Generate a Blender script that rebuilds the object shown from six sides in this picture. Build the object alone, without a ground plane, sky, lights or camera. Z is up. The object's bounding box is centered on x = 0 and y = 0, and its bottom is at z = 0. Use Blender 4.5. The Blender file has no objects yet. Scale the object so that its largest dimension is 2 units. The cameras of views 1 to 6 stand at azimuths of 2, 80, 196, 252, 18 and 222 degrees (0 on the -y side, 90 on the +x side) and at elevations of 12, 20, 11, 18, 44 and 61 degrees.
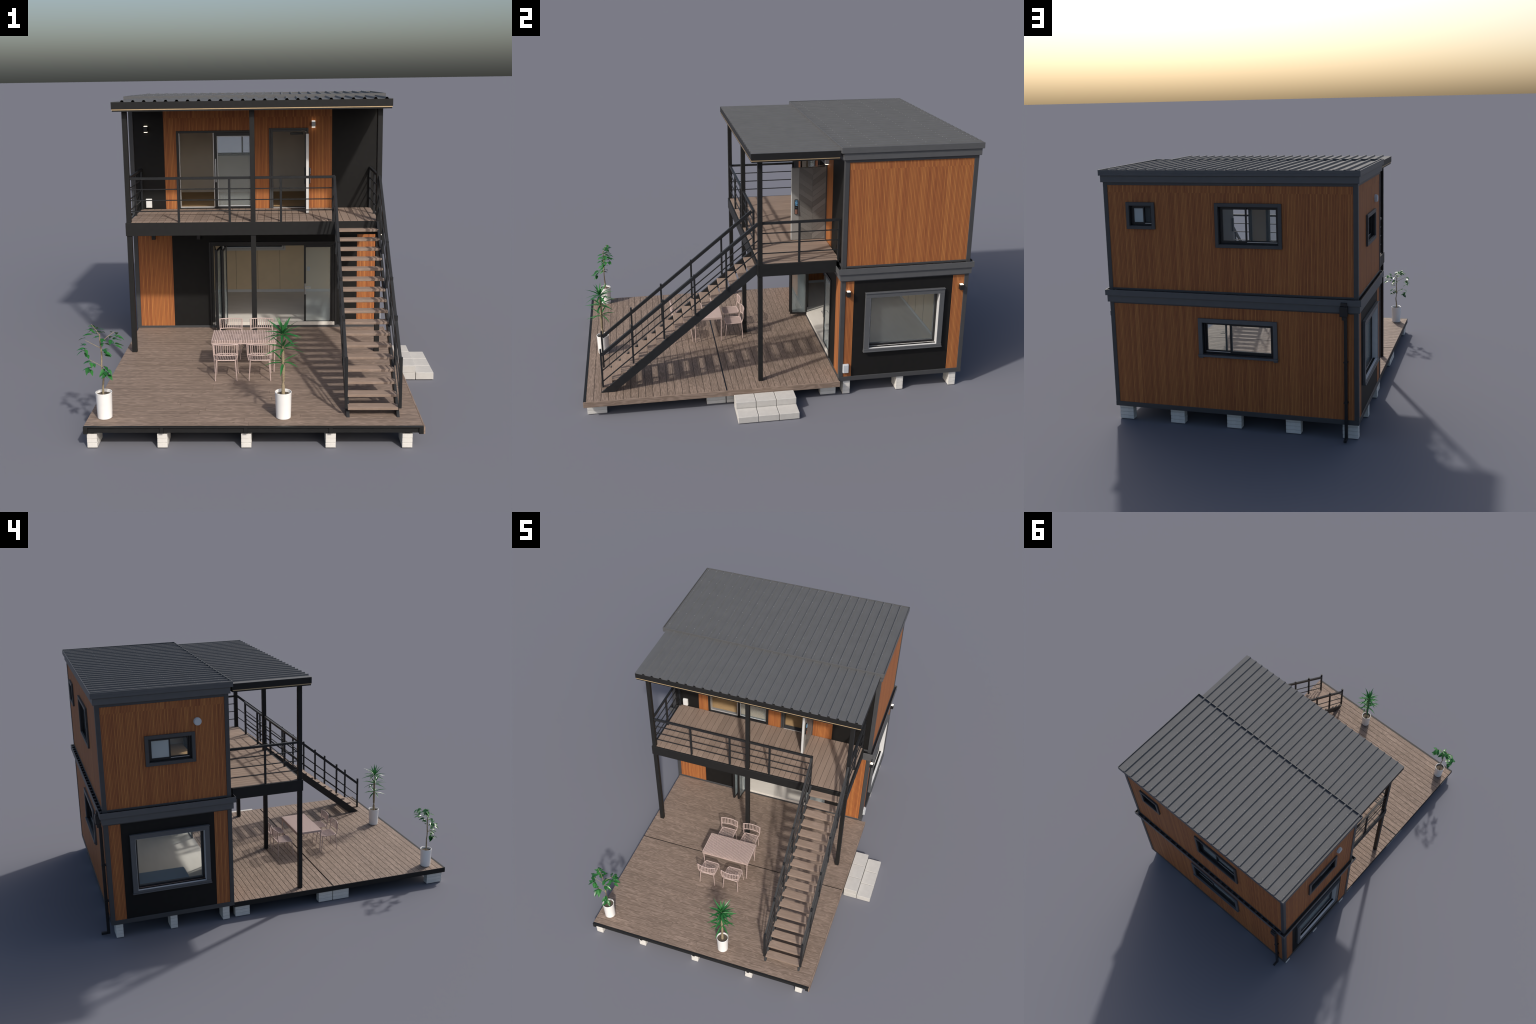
import bpy, bmesh, math, random
from mathutils import Vector, Matrix, Euler

rng = random.Random(7)
D = bpy.data
COL = bpy.context.scene.collection

# ------------------------------------------------------------------ materials
def new_mat(name):
    m = D.materials.new(name); m.use_nodes = True
    nt = m.node_tree
    return m, nt, nt.nodes["Principled BSDF"]

class N:
    """small helper that wires shader nodes"""
    def __init__(s, nt): s.nt = nt
    def new(s, t, **k):
        n = s.nt.nodes.new(t)
        for a, b in k.items(): setattr(n, a, b)
        return n
    def link(s, a, b): s.nt.links.new(a, b)
    def put(s, sock, v):
        if isinstance(v, bpy.types.NodeSocket): s.link(v, sock)
        else: sock.default_value = v
    def math(s, op, a, b=0.0, c=0.0):
        n = s.new("ShaderNodeMath", operation=op)
        s.put(n.inputs[0], a); s.put(n.inputs[1], b); s.put(n.inputs[2], c)
        return n.outputs[0]
    def obj(s):
        n = s.new("ShaderNodeTexCoord"); return n.outputs["Object"]
    def rand(s):
        return s.new("ShaderNodeObjectInfo").outputs["Random"]
    def sep(s, v):
        n = s.new("ShaderNodeSeparateXYZ"); s.link(v, n.inputs[0]); return n.outputs
    def comb(s, x, y, z):
        n = s.new("ShaderNodeCombineXYZ")
        for i, v in enumerate((x, y, z)): s.put(n.inputs[i], v)
        return n.outputs[0]
    def noise(s, vec, scale=1.0, detail=3.0, rough=0.5, dist=0.0):
        n = s.new("ShaderNodeTexNoise"); s.link(vec, n.inputs["Vector"])
        n.inputs["Scale"].default_value = scale; n.inputs["Detail"].default_value = detail
        n.inputs["Roughness"].default_value = rough; n.inputs["Distortion"].default_value = dist
        return n.outputs["Fac"]
    def white(s, v):
        n = s.new("ShaderNodeTexWhiteNoise", noise_dimensions='1D'); s.put(n.inputs["W"], v); return n.outputs["Value"]
    def ramp(s, fac, stops):
        n = s.new("ShaderNodeValToRGB"); s.link(fac, n.inputs[0])
        e = n.color_ramp.elements
        while len(e) < len(stops): e.new(0.5)
        for el, (p, c) in zip(e, stops): el.position = p; el.color = (*c, 1)
        return n.outputs[0]
    def mix(s, fac, a, b, blend='MIX'):
        n = s.new("ShaderNodeMix", data_type='RGBA', blend_type=blend)
        s.put(n.inputs[0], fac)
        for i, v in ((6, a), (7, b)):
            s.put(n.inputs[i], v if isinstance(v, bpy.types.NodeSocket) else (*v, 1))
        return n.outputs[2]
    def bump(s, h, strength, dist=0.001):
        n = s.new("ShaderNodeBump"); n.inputs["Strength"].default_value = strength
        n.inputs["Distance"].default_value = dist; s.link(h, n.inputs["Height"]); return n.outputs[0]

def plain(name, col, rough=0.5, metal=0.0, vary=0.10, scale=60.0, spec=0.5, coat=0.0):
    """one base colour with faint mottling so that no surface is perfectly even"""
    m, nt, b = new_mat(name); n = N(nt)
    f = n.noise(n.obj(), scale, 4.0, 0.6)
    lo = tuple(c * (1 - vary) for c in col); hi = tuple(min(1, c * (1 + vary)) for c in col)
    n.link(n.ramp(f, [(0.3, lo), (0.7, hi)]), b.inputs["Base Color"])
    b.inputs["Roughness"].default_value = rough
    b.inputs["Metallic"].default_value = metal
    b.inputs["Specular IOR Level"].default_value = spec
    b.inputs["Coat Weight"].default_value = coat
    return m

def cladding_mat():
    m, nt, b = new_mat("striped_wood_cladding"); n = N(nt)
    x, y, z = n.sep(n.obj())
    s = n.math('ADD', x, y)
    upper = n.math('GREATER_THAN', z, 1.196)                   # seam where a second board row starts
    s = n.math('ADD', s, n.math('MULTIPLY', upper, 0.0043))
    p = n.math('DIVIDE', s, 0.0071)
    idx = n.math('FLOOR', p); fr = n.math('FRACT', p)
    tone = n.white(n.math('ADD', idx, n.math('MULTIPLY', upper, 131.7)))
    streak = n.noise(n.comb(n.math('MULTIPLY', s, 330.0), n.math('MULTIPLY', z, 11.0), upper), 1.0, 3.0, 0.6)
    broad = n.noise(n.comb(n.math('MULTIPLY', s, 26.0), n.math('MULTIPLY', z, 1.3), 3.0), 1.0, 2.0)
    v = n.math('ADD', n.math('MULTIPLY', tone, 0.30), n.math('MULTIPLY', streak, 0.74))
    v = n.math('ADD', v, n.math('MULTIPLY', broad, 0.20))
    v = n.math('MULTIPLY', v, 0.80)
    col = n.ramp(v, [(0.22, (0.228, 0.070, 0.026)), (0.42, (0.355, 0.121, 0.039)), (0.58, (0.435, 0.163, 0.049)), (0.80, (0.560, 0.235, 0.070))])
    edge = n.math('LESS_THAN', fr, 0.30)
    groove = n.math('MULTIPLY', edge, 0.68)
    col = n.mix(groove, col, (0.085, 0.026, 0.012))
    n.link(col, b.inputs["Base Color"])
    b.inputs["Roughness"].default_value = 0.62
    b.inputs["Specular IOR Level"].default_value = 0.3
    n.link(n.bump(n.math('SUBTRACT', 1.0, edge), 0.35, 0.0008), b.inputs["Normal"])
    return m

def board_mat(name, along, lo, mid, hi, rings=9.0, spread=0.10, rw=0.42):
    """brushed composite board with cathedral grain: contour lines of a noise field stretched along the board"""
    m, nt, b = new_mat(name); n = N(nt)
    x, y, z = n.sep(n.obj()); r = n.rand()
    l, a = (x, y) if along == 'x' else (y, x)
    off = n.math('MULTIPLY', r, 37.0)
    vec = n.comb(n.math('ADD', n.math('MULTIPLY', l, 9.5), off), n.math('ADD', n.math('MULTIPLY', a, 60.0), n.math('MULTIPLY', r, 91.0)), n.math('MULTIPLY', z, 40.0))
    field = n.noise(vec, 1.0, 1.0, 0.4, 0.25)
    ring = n.math('SINE', n.math('MULTIPLY', field, rings * 6.283))
    ring = n.math('POWER', n.math('MULTIPLY_ADD', ring, 0.5, 0.5), 1.6)
    fine = n.noise(n.comb(n.math('MULTIPLY', l, 55.0), n.math('MULTIPLY', a, 900.0), off), 1.0, 3.0, 0.6)
    broad = n.noise(n.comb(n.math('MULTIPLY', l, 7.0), n.math('MULTIPLY', a, 24.0), off), 1.0, 2.0)
    v = n.math('ADD', n.math('MULTIPLY', ring, rw), n.math('MULTIPLY', fine, 0.68 - rw))
    v = n.math('ADD', v, n.math('MULTIPLY', broad, 0.46))
    col = n.ramp(v, [(0.28, lo), (0.52, mid), (0.78, hi)])
    k = n.math('MULTIPLY_ADD', r, 2 * spread, 1 - spread)
    col = n.mix(1.0, col, n.comb(k, k, k), 'MULTIPLY')
    n.link(col, b.inputs["Base Color"])
    b.inputs["Roughness"].default_value = 0.72
    b.inputs["Specular IOR Level"].default_value = 0.3
    n.link(n.bump(v, 0.15, 0.0006), b.inputs["Normal"])
    return m

def roof_mat():
    m, nt, b = new_mat("corrugated_grey_steel"); n = N(nt)
    x, y, z = n.sep(n.obj())
    streak = n.noise(n.comb(n.math('MULTIPLY', x, 160.0), n.math('MULTIPLY', y, 9.0), 0.0), 1.0, 4.0, 0.6)
    blotch = n.noise(n.obj(), 14.0, 4.0)
    v = n.math('ADD', n.math('MULTIPLY', streak, 0.5), n.math('MULTIPLY', blotch, 0.5))
    n.link(n.ramp(v, [(0.35, (0.098, 0.101, 0.105)), (0.65, (0.110, 0.113, 0.118))]), b.inputs["Base Color"])
    b.inputs["Roughness"].default_value = 0.75
    b.inputs["Specular IOR Level"].default_value = 0.18
    return m

def glass_mat(name, film, tint=(0.955, 0.975, 0.98)):
    """pane: clear body plus a glossy face with a pale blue-grey film"""
    m, nt, b = new_mat(name); n = N(nt)
    out = nt.nodes["Material Output"]
    b.inputs["Base Color"].default_value = (0.62, 0.70, 0.72, 1)
    b.inputs["Roughness"].default_value = 0.06
    film_tone = n.noise(n.obj(), 6.0, 2.0)
    n.link(n.ramp(film_tone, [(0.3, (0.64, 0.72, 0.73)), (0.7, (0.68, 0.75, 0.76))]), b.inputs["Base Color"])
    t = n.new("ShaderNodeBsdfTransparent"); t.inputs[0].default_value = (*tint, 1)
    lw = n.new("ShaderNodeLayerWeight"); lw.inputs[0].default_value = 0.25
    fac = n.math('MULTIPLY_ADD', lw.outputs["Fresnel"], 0.28, film)
    mx = n.new("ShaderNodeMixShader"); n.link(fac, mx.inputs[0])
    n.link(t.outputs[0], mx.inputs[1]); n.link(b.outputs[0], mx.inputs[2])
    n.link(mx.outputs[0], out.inputs[0])
    return m

def glow_mat(name, col, strength):
    m, nt, b = new_mat(name)
    b.inputs["Base Color"].default_value = (*col, 1)
    b.inputs["Emission Color"].default_value = (*col, 1)
    b.inputs["Emission Strength"].default_value = strength
    return m

def leaf_mat(name, lo, hi):
    m, nt, b = new_mat(name); n = N(nt)
    out = nt.nodes["Material Output"]
    f = n.noise(n.obj(), 90.0, 3.0)
    v = n.math('ADD', n.math('MULTIPLY', f, 0.5), n.math('MULTIPLY', n.rand(), 0.5))
    col = n.ramp(v, [(0.25, lo), (0.75, hi)])
    n.link(col, b.inputs["Base Color"])
    b.inputs["Roughness"].default_value = 0.33
    tr = n.new("ShaderNodeBsdfTranslucent"); n.link(col, tr.inputs[0])
    mx = n.new("ShaderNodeMixShader"); mx.inputs[0].default_value = 0.18
    n.link(b.outputs[0], mx.inputs[1]); n.link(tr.outputs[0], mx.inputs[2]); n.link(mx.outputs[0], out.inputs[0])
    return m

def door_board_mat():
    m, nt, b = new_mat("grey_chevron_board"); n = N(nt)
    r = n.rand()
    k = n.math('MULTIPLY_ADD', n.noise(n.obj(), 120.0, 3.0), 0.35, n.math('MULTIPLY', r, 0.65))
    n.link(n.ramp(k, [(0.1, (0.125, 0.118, 0.108)), (0.9, (0.225, 0.215, 0.200))]), b.inputs["Base Color"])
    b.inputs["Roughness"].default_value = 0.55
    return m

M = dict(
    wood=cladding_mat(),
    deck=board_mat("deck_board_brown", 'x', (0.158, 0.117, 0.091), (0.202, 0.150, 0.118), (0.270, 0.203, 0.163), 6.0, 0.06, 0.34),
    balc=board_mat("balcony_board_brown", 'y', (0.222, 0.163, 0.128), (0.248, 0.184, 0.145), (0.285, 0.214, 0.172), 4.0, 0.10, 0.12),
    tread=board_mat("stair_tread_brown", 'x', (0.222, 0.163, 0.127), (0.258, 0.192, 0.151), (0.305, 0.230, 0.186), 4.0, 0.03, 0.22),
    edgew=board_mat("deck_edge_brown", 'y', (0.190, 0.138, 0.106), (0.225, 0.166, 0.130), (0.275, 0.206, 0.164), 5.0, 0.0),
    roof=roof_mat(),
    fascia=plain("grey_fascia_steel", (0.086, 0.088, 0.092), 0.5, vary=0.05, scale=30),
    frame=plain("dark_grey_frame_steel", (0.050, 0.051, 0.054), 0.5, vary=0.06, scale=30),
    black=plain("matt_black_panel", (0.0100, 0.0096, 0.0092), 0.6, vary=0.12, scale=40, spec=0.2),
    steel=plain("black_painted_steel", (0.0150, 0.0151, 0.0153), 0.5, vary=0.10, scale=50, spec=0.22),
    stair=plain("dark_stair_steel", (0.0165, 0.0173, 0.0190), 0.45, vary=0.10, scale=50, spec=0.3),
    sash=plain("black_window_frame", (0.011, 0.011, 0.012), 0.42, vary=0.1, scale=50),
    trim=plain("grey_window_trim", (0.088, 0.092, 0.098), 0.45, vary=0.05, scale=30),
    reveal=plain("white_window_reveal", (0.62, 0.62, 0.62), 0.45, vary=0.03),
    silver=plain("brushed_silver", (0.62, 0.61, 0.60), 0.35, 0.6, vary=0.05),
    brick=plain("pale_concrete_brick", (0.66, 0.64, 0.60), 0.8, vary=0.07, scale=45, spec=0.25),
    paver=plain("pale_concrete_paver", (0.50, 0.485, 0.46), 0.8, vary=0.05, scale=35, spec=0.25),
    tan=plain("tan_soffit_edge", (0.50, 0.36, 0.20), 0.6, vary=0.06),
    inwall=plain("warm_white_interior_wall", (0.80, 0.77, 0.71), 0.8, vary=0.03, scale=10),
    upwall=plain("beige_interior_wall", (0.76, 0.71, 0.64), 0.8, vary=0.03, scale=10),
    cab=plain("tan_cabinet_front", (0.68, 0.55, 0.37), 0.6, vary=0.04, scale=12),
    base=plain("pale_skirting", (0.60, 0.61, 0.62), 0.6, vary=0.02),
    lowfl=board_mat("pale_interior_floor", 'x', (0.63, 0.59, 0.53), (0.68, 0.64, 0.58), (0.73, 0.69, 0.63), 2.0, 0.02, 0.08),
    upfl=board_mat("honey_interior_floor", 'x', (0.38, 0.24, 0.115), (0.45, 0.295, 0.150), (0.53, 0.36, 0.19), 4.0, 0.03, 0.10),
    counter=plain("blue_grey_blanket", (0.20, 0.29, 0.40), 0.8, vary=0.04),
    pink=plain("blush_powder_coat", (0.50, 0.385, 0.350), 0.45, vary=0.04, scale=80),
    pot=plain("white_glazed_ceramic", (0.86, 0.85, 0.83), 0.28, vary=0.02, scale=20),
    soil=plain("dark_potting_soil", (0.085, 0.068, 0.050), 0.95, vary=0.45, scale=260),
    bark=plain("pale_brown_bark", (0.270, 0.215, 0.135), 0.85, vary=0.28, scale=170),
    leaf=leaf_mat("glossy_green_leaf", (0.018, 0.115, 0.026), (0.045, 0.205, 0.050)),
    blade=leaf_mat("sword_green_leaf", (0.016, 0.120, 0.034), (0.050, 0.225, 0.060)),
    glass=glass_mat("window_glass", 0.055),
    frost=glass_mat("hazy_door_glass", 0.13), milk=glass_mat("frosted_glass", 0.5),
    white=plain("white_plastic", (0.74, 0.74, 0.73), 0.4, vary=0.02),
    lightgrey=plain("light_grey_plastic", (0.52, 0.54, 0.56), 0.4, vary=0.03),
    lamp=glow_mat("warm_lamp_lens", (1.0, 0.88, 0.68), 2.0),
    digit=glow_mat("blue_key_light", (0.25, 0.62, 1.0), 0.8),
    copper=plain("copper_handle", (0.42, 0.22, 0.16), 0.35, 0.6, vary=0.06),
    doorplain=plain("pale_grey_door_skin", (0.30, 0.295, 0.28), 0.5, vary=0.03),
    dooredge=plain("white_door_edge", (0.62, 0.62, 0.61), 0.45, vary=0.03),
    chevron=door_board_mat(),
    screw=plain("bright_screw_head", (0.42, 0.42, 0.42), 0.3, 0.5, vary=0.05),
)

# ------------------------------------------------------------------ geometry helpers
class Geo:
    """collects primitives into one mesh; every primitive is given in metres in the house frame"""
    def __init__(s): s.v = []; s.f = []
    def add(s, vs, fs):
        o = len(s.v); s.v += [tuple(p) for p in vs]; s.f += [tuple(o + i for i in f) for f in fs]; return s
    def box(s, x0, x1, y0, y1, z0, z1, b=0.0):
        if b <= 0 or min(x1 - x0, y1 - y0, z1 - z0) < 2.4 * b:
            vs = [(x, y, z) for z in (z0, z1) for y in (y0, y1) for x in (x0, x1)]
            return s.add(vs, [(0, 2, 3, 1), (4, 5, 7, 6), (0, 1, 5, 4), (2, 6, 7, 3), (0, 4, 6, 2), (1, 3, 7, 5)])
        # chamfered box: three vertices at every corner
        lo = (x0, y0, z0); hi = (x1, y1, z1); vs = []; ix = {}
        for cx in (0, 1):
            for cy in (0, 1):
                for cz in (0, 1):
                    c = (cx, cy, cz)
                    for ax in range(3):
                        p = []
                        for k in range(3):
                            e = hi[k] if c[k] else lo[k]
                            if k != ax: e += -b if c[k] else b
                            p.append(e)
                        ix[c, ax] = len(vs); vs.append(p)
        fs = []
        def quad(ids, n):
            a, bb, c2 = (Vector(vs[i]) for i in ids[:3])
            if (bb - a).cross(c2 - a).dot(Vector(n)) < 0: ids = ids[::-1]
            fs.append(tuple(ids))
        for ax in range(3):
            o1, o2 = [k for k in range(3) if k != ax]
            for side in (0, 1):
                ids = []
                for a2, b2 in ((0, 0), (1, 0), (1, 1), (0, 1)):
                    c = [0, 0, 0]; c[ax] = side; c[o1] = a2; c[o2] = b2; ids.append(ix[tuple(c), ax])
                n = [0, 0, 0]; n[ax] = 1 if side else -1; quad(ids, n)
            for a2 in (0, 1):
                for b2 in (0, 1):
                    c0 = [0, 0, 0]; c0[o1] = a2; c0[o2] = b2; c1 = list(c0); c1[ax] = 1
                    n = [0, 0, 0]; n[o1] = 2 * a2 - 1; n[o2] = 2 * b2 - 1
                    quad([ix[tuple(c0), o1], ix[tuple(c1), o1], ix[tuple(c1), o2], ix[tuple(c0), o2]], n)
        for c in [(i, j, k) for i in (0, 1) for j in (0, 1) for k in (0, 1)]:
            quad([ix[c, 0], ix[c, 1], ix[c, 2]], [2 * q - 1 for q in c])
        return s.add(vs, fs)
    def panel(s, axis, d0, d1, u0, u1, v0, v1, holes=()):
        """wall slab normal to axis ('x' or 'y'), with rectangular openings"""
        us = sorted({u0, u1, *[h[0] for h in holes], *[h[1] for h in holes]})
        vs_ = sorted({v0, v1, *[h[2] for h in holes], *[h[3] for h in holes]})
        us = [u for u in us if u0 <= u <= u1]; vs_ = [v for v in vs_ if v0 <= v <= v1]
        P = (lambda d, u, v: (d, u, v)) if axis == 'x' else (lambda d, u, v: (u, d, v))
        def solid(i, j):
            if i < 0 or j < 0 or i >= len(us) - 1 or j >= len(vs_) - 1: return False
            cu = (us[i] + us[i + 1]) / 2; cv = (vs_[j] + vs_[j + 1]) / 2
            return not any(h[0] < cu < h[1] and h[2] < cv < h[3] for h in holes)
        for i in range(len(us) - 1):
            for j in range(len(vs_) - 1):
                if not solid(i, j): continue
                a, b, c, d = us[i], us[i + 1], vs_[j], vs_[j + 1]
                q = [(a, c), (b, c), (b, d), (a, d)]
                for dd in (d0, d1): s.add([P(dd, *t) for t in q], [(0, 1, 2, 3)])
                for (di, dj, e0, e1) in ((-1, 0, (a, c), (a, d)), (1, 0, (b, c), (b, d)), (0, -1, (a, c), (b, c)), (0, 1, (a, d), (b, d))):
                    if not solid(i + di, j + dj):
                        s.add([P(d0, *e0), P(d0, *e1), P(d1, *e1), P(d1, *e0)], [(0, 1, 2, 3)])
        return s
    def ring(s, axis, d0, d1, u0, u1, v0, v1, w, b=0.0005):
        """rectangular frame of width w: two stiles and two rails that butt"""
        B = (lambda a, c, e, f: s.box(d0, d1, a, c, e, f, b)) if axis == 'x' else (lambda a, c, e, f: s.box(a, c, d0, d1, e, f, b))
        B(u0, u0 + w, v0, v1); B(u1 - w, u1, v0, v1); B(u0 + w, u1 - w, v0, v0 + w); B(u0 + w, u1 - w, v1 - w, v1)
        return s
    def beam(s, p, q, w, h, up=(0, 0, 1), ends=None):
        """rectangular bar from p to q; w across, h along up"""
        p, q = Vector(p), Vector(q); d = (q - p).normalized(); r = d.cross(Vector(up)).normalized(); u = r.cross(d)
        vs = [c + r * (a * w / 2) + u * (e * h / 2) for c in (p, q) for a, e in ((-1, -1), (1, -1), (1, 1), (-1, 1))]
        return s.add(vs, [(0, 1, 2, 3), (7, 6, 5, 4), (0, 4, 5, 1), (1, 5, 6, 2), (2, 6, 7, 3), (3, 7, 4, 0)])
    def tube(s, pts, rad, seg=8, cap=True):
        pts = [Vector(p) for p in pts]; n = len(pts); rings = []
        rad = rad if isinstance(rad, (list, tuple)) else [rad] * n
        ref = Vector((0.31, 0.17, 0.93)); o = len(s.v)
        prev = None
        for i, p in enumerate(pts):
            t = (pts[min(i + 1, n - 1)] - pts[max(i - 1, 0)]).normalized()
            if prev is None:
                a = t.cross(ref)
                if a.length < 0.1: a = t.cross(Vector((1, 0, 0)))
                a.normalize()
            else:
                a = (prev - t * prev.dot(t)).normalized()
            prev = a; b = t.cross(a)
            s.v += [tuple(p + (a * math.cos(2 * math.pi * k / seg) + b * math.sin(2 * math.pi * k / seg)) * rad[i]) for k in range(seg)]
        for i in range(n - 1):
            for k in range(seg):
                k2 = (k + 1) % seg
                s.f.append((o + i * seg + k, o + i * seg + k2, o + (i + 1) * seg + k2, o + (i + 1) * seg + k))
        if cap:
            s.f.append(tuple(o + k for k in range(seg))[::-1]); s.f.append(tuple(o + (n - 1) * seg + k for k in range(seg)))
        return s
    def lathe(s, cx, cy, prof, seg=40):
        o = len(s.v); n = len(prof)
        for r, z in prof:
            s.v += [(cx + r * math.cos(2 * math.pi * k / seg), cy + r * math.sin(2 * math.pi * k / seg), z) for k in range(seg)]
        for i in range(n - 1):
            for k in range(seg):
                k2 = (k + 1) % seg
                s.f.append((o + i * seg + k, o + i * seg + k2, o + (i + 1) * seg + k2, o + (i + 1) * seg + k))
        return s
    def cyl(s, c, axis, r, h, seg=24):
        c = Vector(c); a = Vector(axis).normalized()
        return s.tube([c - a * h / 2, c + a * h / 2], r, seg)
    def mesh(s, name, mat, smooth=None):
        me = D.meshes.new(name); me.from_pydata(s.v, [], s.f); me.materials.append(M[mat] if isinstance(mat, str) else mat)
        bm = bmesh.new(); bm.from_mesh(me); bmesh.ops.remove_doubles(bm, verts=bm.verts, dist=1e-6)
        bmesh.ops.recalc_face_normals(bm, faces=bm.faces); bm.to_mesh(me); bm.free()
        if smooth is not None: smooth_by_angle(me, smooth)
        me.update(); return me

def smooth_by_angle(me, deg):
    me.polygons.foreach_set("use_smooth", [True] * len(me.polygons))
    bm = bmesh.new(); bm.from_mesh(me)
    for e in bm.edges:
        e.smooth = not (len(e.link_faces) == 2 and e.calc_face_angle(0) > math.radians(deg))
    bm.to_mesh(me); bm.free()

def put(name, data, parent=None, loc=None, rot=None, kind=None):
    o = D.objects.new(name, data); COL.objects.link(o)
    if parent: o.parent = parent
    if loc is not None: o.location = loc
    if rot is not None: o.rotation_euler = rot
    if kind: o["kind"] = kind
    return o

def part(name, geo, mat, parent, smooth=None, kind=None):
    return put(name, geo.mesh(name, mat, smooth), parent, kind=kind)

def thing(name, label, category, loc=(0, 0, 0)):
    e = D.objects.new(name, None); COL.objects.link(e); e.location = loc
    e.empty_display_size = 0.1; e["label"] = label; e["category"] = category
    return e

# ------------------------------------------------------------------ main sizes
XL, XR = -0.7268, 0.5562          # house side planes
YF, YB = 0.289, 0.9515            # house front and back planes
Z0 = 0.078                        # underside of the house
DECK = 0.092                      # deck walking surface
FLOOR2 = 0.731                    # balcony walking surface
house = thing("two_storey_container_house", "two storey wood clad container house with deck and balcony", "house")

# ------------------------------------------------------------------ foundation bricks
def brick_mesh(name, w, d, h):
    return Geo().box(-w / 2, w / 2, -d / 2, d / 2, 0, h, 0.0009).mesh(name, "brick")
BH = 0.0195
house_brick = brick_mesh("foundation_brick_wide", 0.0765, 0.0375, BH - 0.0008)
for cx in (0.5105, 0.2230, -0.0840, -0.3935, -0.6805):
    for cy in (0.3345, 0.6215, 0.9100):
        for k in range(4):
            put("foundation_brick", house_brick, house, (cx + rng.uniform(-.0005, .0005), cy, k * BH))
deck_bricks = {d: brick_mesh("foundation_brick_long", 0.0388, d, BH - 0.0008) for d in (0.096, 0.0815)}
for cx in (-0.6900, -0.4180, -0.0947, 0.2281, 0.5198):
    for y0, d in ((-0.9850, 0.096), (-0.3905, 0.096), (-0.2900, 0.0815), (0.1985, 0.0815)):
        for k in range(3):
            put("foundation_brick", deck_bricks[d], house, (cx + rng.uniform(-.0004, .0004), y0 + d / 2, k * BH))

# ------------------------------------------------------------------ house frame
g = Geo(); PW = 0.0225
for z0, z1 in ((Z0 + 0.0245, 0.640), (0.690, 1.250)):
    for x0 in (XL, XR - PW):
        for y0 in (YF, YB - PW):
            g.box(x0, x0 + PW, y0, y0 + PW, z0, z1, 0.0012)
part("corner_post", g, "frame", house)
g = Geo()
def perimeter(g, o, z0, z1, w, b=0.001):
    """mitred ring beam round the house box; o = outset (one value, or left, right, front, back), w = beam width"""
    o = o if isinstance(o, tuple) else (o,) * 4
    sec = [(w, z0), (b, z0), (0, z0 + b), (0, z1 - b), (b, z1), (w, z1)] if b else [(w, z0), (0, z0), (0, z1), (w, z1)]
    n = len(sec); vs = []
    for cx, cy in ((0, 0), (1, 0), (1, 1), (0, 1)):
        for d, z in sec:
            vs.append(((XR + o[1] - d) if cx else (XL - o[0] + d), (YB + o[3] - d) if cy else (YF - o[2] + d), z))
    fs = [(c * n + k, ((c + 1) % 4) * n + k, ((c + 1) % 4) * n + (k + 1) % n, c * n + (k + 1) % n) for c in range(4) for k in range(n)]
    g.add(vs, fs)
perimeter(g, 0.0, Z0, Z0 + 0.0245, 0.03)
part("base_rail", g, "frame", house)
g = Geo(); perimeter(g, -0.0005, 0.700, 0.7115, 0.022); perimeter(g, -0.0005, 1.2315, 1.247, 0.022)
perimeter(g, -0.0005, 0.6300, 0.6395, 0.022)
part("storey_rail", g, "frame", house)
g = Geo(); perimeter(g, 0.0085, 0.6375, 0.6718, 0.03)
part("band_cornice_lower", g, "fascia", house).name = "cornice_band"
g = Geo(); perimeter(g, (0.0160, 0.0150, 0.0205, 0.0178), 0.6728, 0.7025, 0.0030, 0.0006)
part("cornice_lip", g, "fascia", house)
# corrugated gutter bottom that peeks out behind the lip
g = Geo(); perimeter(g, (0.0128, 0.0118, 0.0170, 0.0146), 0.6728, 0.6900, 0.03, 0)
part("gutter_bed", g, "sash", house)
g = Geo()
for i in range(26):
    x = XL + 0.02 + i * 0.0497; g.box(x, x + 0.016, YB - 0.0002, YB + 0.0140, 0.6895, 0.6975, 0.001)
part("gutter_rib", g, "frame", house, kind="stuff")
g = Geo(); perimeter(g, 0.0085, 1.2460, 1.2785, 0.03)
part("cornice_band", g, "fascia", house)
roof_edge = Geo(); RO = (0.0155, 0.0142, 0.0208, 0.0178)
perimeter(roof_edge, RO, 1.2795, 1.2935, 0.05, 0.0006); perimeter(roof_edge, tuple(v - 0.0001 for v in RO), 1.2930, 1.3080, 0.0026, 0.0006)
part("roof_edge", roof_edge, "fascia", house)

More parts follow.
